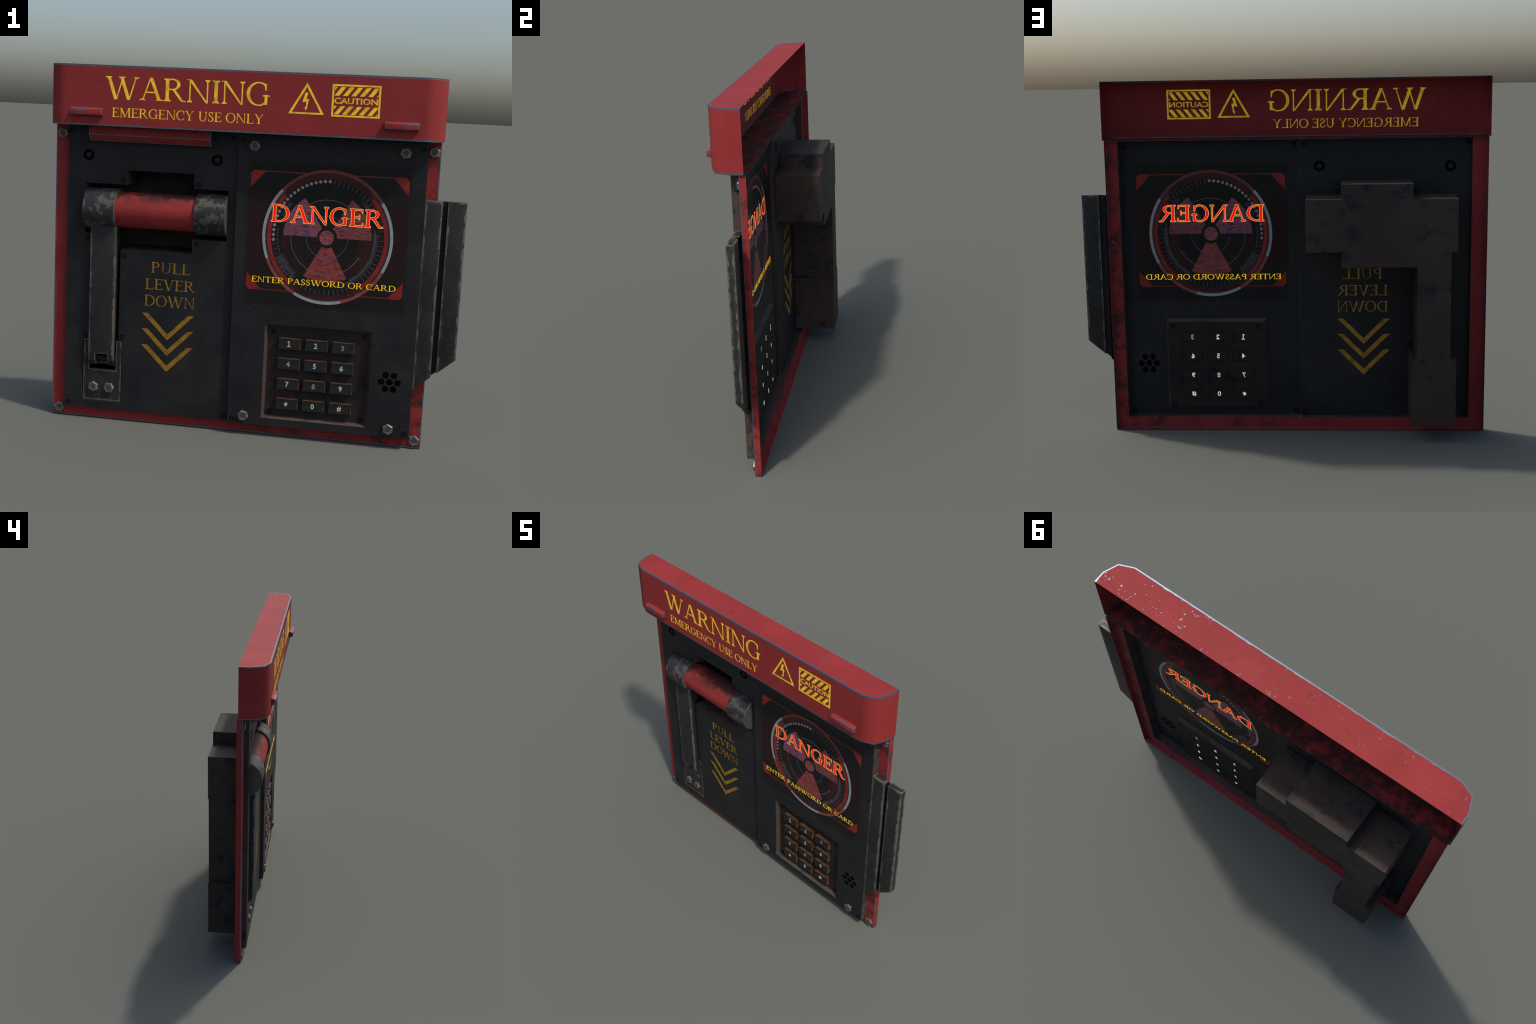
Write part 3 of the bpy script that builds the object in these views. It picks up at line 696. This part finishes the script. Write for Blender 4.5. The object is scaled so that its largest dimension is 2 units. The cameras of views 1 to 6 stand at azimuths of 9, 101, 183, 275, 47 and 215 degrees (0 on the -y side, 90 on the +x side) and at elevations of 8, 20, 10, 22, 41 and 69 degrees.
graphic('danger_outline', halo, 5, ink('glowing_yellow', (0.80, 0.42, 0.09), (0.80, 0.42, 0.09), 0.80, lit=0.25))
graphic('danger_lettering', DG, 6, ink('glowing_red', (0.80, 0.006, 0.005), (0.80, 0.006, 0.005), 0.90, lit=0.2))
graphic('enter_password_lettering', words('ENTER PASSWORD OR CARD', 0.0165, 0.7015, 0.7628, 0.0270, 0.05), 5,
        ink('glowing_amber', (0.76, 0.46, 0.008), (0.76, 0.46, 0.008), 0.85, lit=0.25))

# ------------------------------------------------------------------ keypad
KY = -0.0465
KXS, KZS, KW, KH = (0.1625, 0.2908, 0.4200), (0.4445, 0.3450, 0.2450, 0.1455), 0.1065, 0.0530
KF = (0.1060, 0.1040, 0.5925, 0.5475)    # floor of the tray
keypad = shape('keypad', [rect(*KF)], KY - 0.0008, KY + 0.0008, M_KEYPLATE, control)
def tray():
    bm = bmesh.new()
    R = [[bm.verts.new((x, y, z)) for x, z in rect(*q)] for q, y in ((KP, YR + 0.0004), (KF, KY))]
    for i in range(4):
        bm.faces.new([R[0][i], R[0][(i + 1) % 4], R[1][(i + 1) % 4], R[1][i]])
    me = bpy.data.meshes.new('tray'); bm.to_mesh(me); bm.free()
    ob = link('keypad_tray', me, M_DUST, keypad)
    md = ob.modifiers.new('s', 'SOLIDIFY'); md.thickness = 0.0012; md.offset = 0.0
    bpy.context.view_layer.update()
    new = bpy.data.meshes.new_from_object(ob.evaluated_get(bpy.context.evaluated_depsgraph_get())); ob.modifiers.clear(); ob.data = new
tray()
for x, z in ((0.1338, 0.5225), (0.5688, 0.5282), (0.1320, 0.1218), (0.5726, 0.1205)):
    place(SCREW, 'keypad_screw', (x, KY - 0.0008, z), random.uniform(-0.5, 0.5), keypad)

def key_mesh():
    bm = bmesh.new(); yf = -0.0690 - KY
    def ring(o, y): return [bm.verts.new((x, y, z)) for x, z in ((o, o), (KW - o, o), (KW - o, KH - o), (o, KH - o))]
    R = [ring(0.0010, yf), ring(0, yf + 0.0012), ring(0, -0.0009)]
    for a, b in zip(R, R[1:]):
        for i in range(4):
            f = bm.faces.new([a[i], a[(i + 1) % 4], b[(i + 1) % 4], b[i]]); f.material_index = 1
    bm.faces.new(R[0]); bm.faces.new(R[-1])
    return from_bm('key', bm, [M_KEY, M_KEYSIDE], None)
KEY = key_mesh()
for r, z in enumerate(KZS):
    for c, x in enumerate(KXS):
        k = place(KEY, 'key', (x, KY, z), 0, keypad)
        ch = '123456789*0#'[r * 3 + c]
        h = 0.0255 if ch.isdigit() else (0.021 if ch == '*' else 0.025)
        if ch == '1':                     # slab one: flag, stem and foot
            cx, cz = x + KW * 0.475, z + KH * 0.5
            one = [rect(cx - 0.0022, cz - 0.0142, cx + 0.0022, cz + 0.0142), rect(cx - 0.0075, cz - 0.0142, cx + 0.0075, cz - 0.0102),
                   [(cx - 0.0075, cz + 0.0100), (cx - 0.0022, cz + 0.0142), (cx - 0.0022, cz + 0.0100), (cx - 0.0065, cz + 0.0068)]]
            shape('key_symbol', one, -0.0694, -0.0680, M_DIGIT, keypad)
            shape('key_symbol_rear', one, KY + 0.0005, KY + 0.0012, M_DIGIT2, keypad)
        else:
            sans('key_symbol', ch, x + KW * 0.475, z + KH * 0.50 - h / 2, h, -0.0694, -0.0680, M_DIGIT, keypad)
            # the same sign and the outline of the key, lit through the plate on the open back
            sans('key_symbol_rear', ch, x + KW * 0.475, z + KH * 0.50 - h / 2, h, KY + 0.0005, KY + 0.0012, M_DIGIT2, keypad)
        shape('key_outline', [rect(x, z, x + KW, z + KH)], KY + 0.0005, KY + 0.0010, M_HOLE, keypad, [rect(x + 0.0015, z + 0.0015, x + KW - 0.0015, z + KH - 0.0015)])

# ------------------------------------------------------------------ card reader
RD = [(PL_X1 + 0.0006, 1.199), (0.9995, 1.199), (0.9995, 0.4585), (PL_X1 + 0.0006, 0.2985)]
zs = lambda x: 0.4585 - (0.9995 - x) * (0.4585 - 0.2985) / (0.9995 - PL_X1)     # sloping lower end
XA, XB, RW = PL_X1 + 0.0006, 0.8895, 0.003
reader = prism('card_reader', [(XA, 1.199), (XB, 1.199), (XB, zs(XB)), (XA, zs(XA))], 'Y', -0.0665, -0.0625, M_READER, root, 0.0015)
prism('reader_shell', [(XA, 1.1985), (XB - RW, 1.1985), (XB - RW, 1.1985 - RW), (XA, 1.1985 - RW)], 'Y', -0.0625, -0.0290, M_READER, reader)
prism('reader_shell', [(XB - RW, 1.1985), (XB, 1.1985), (XB, zs(XB)), (XB - RW, zs(XB - RW))], 'Y', -0.0625, -0.0400, M_READER, reader)
prism('reader_shell', [(XA, zs(XA)), (XB - RW, zs(XB - RW)), (XB - RW, zs(XB - RW) + RW), (XA, zs(XA) + RW)], 'Y', -0.0625, -0.0290, M_READER, reader)
prism('reader_jaw', [(0.9135, 1.199), (0.9998, 1.199), (0.9998, zs(0.9998)), (0.9135, zs(0.9135))], 'Y', -0.0665, -0.0290, M_JAW, reader, 0.0025)
prism('reader_slot', [(0.8885, 1.197), (0.9145, 1.197), (0.9145, zs(0.9145) + .003), (0.8885, zs(0.8885) + .003)], 'Y', -0.0430, -0.0405, dusty('slot_dirt', 0.35), reader)

drop(BOLT); drop(SCREW); drop(KEY)
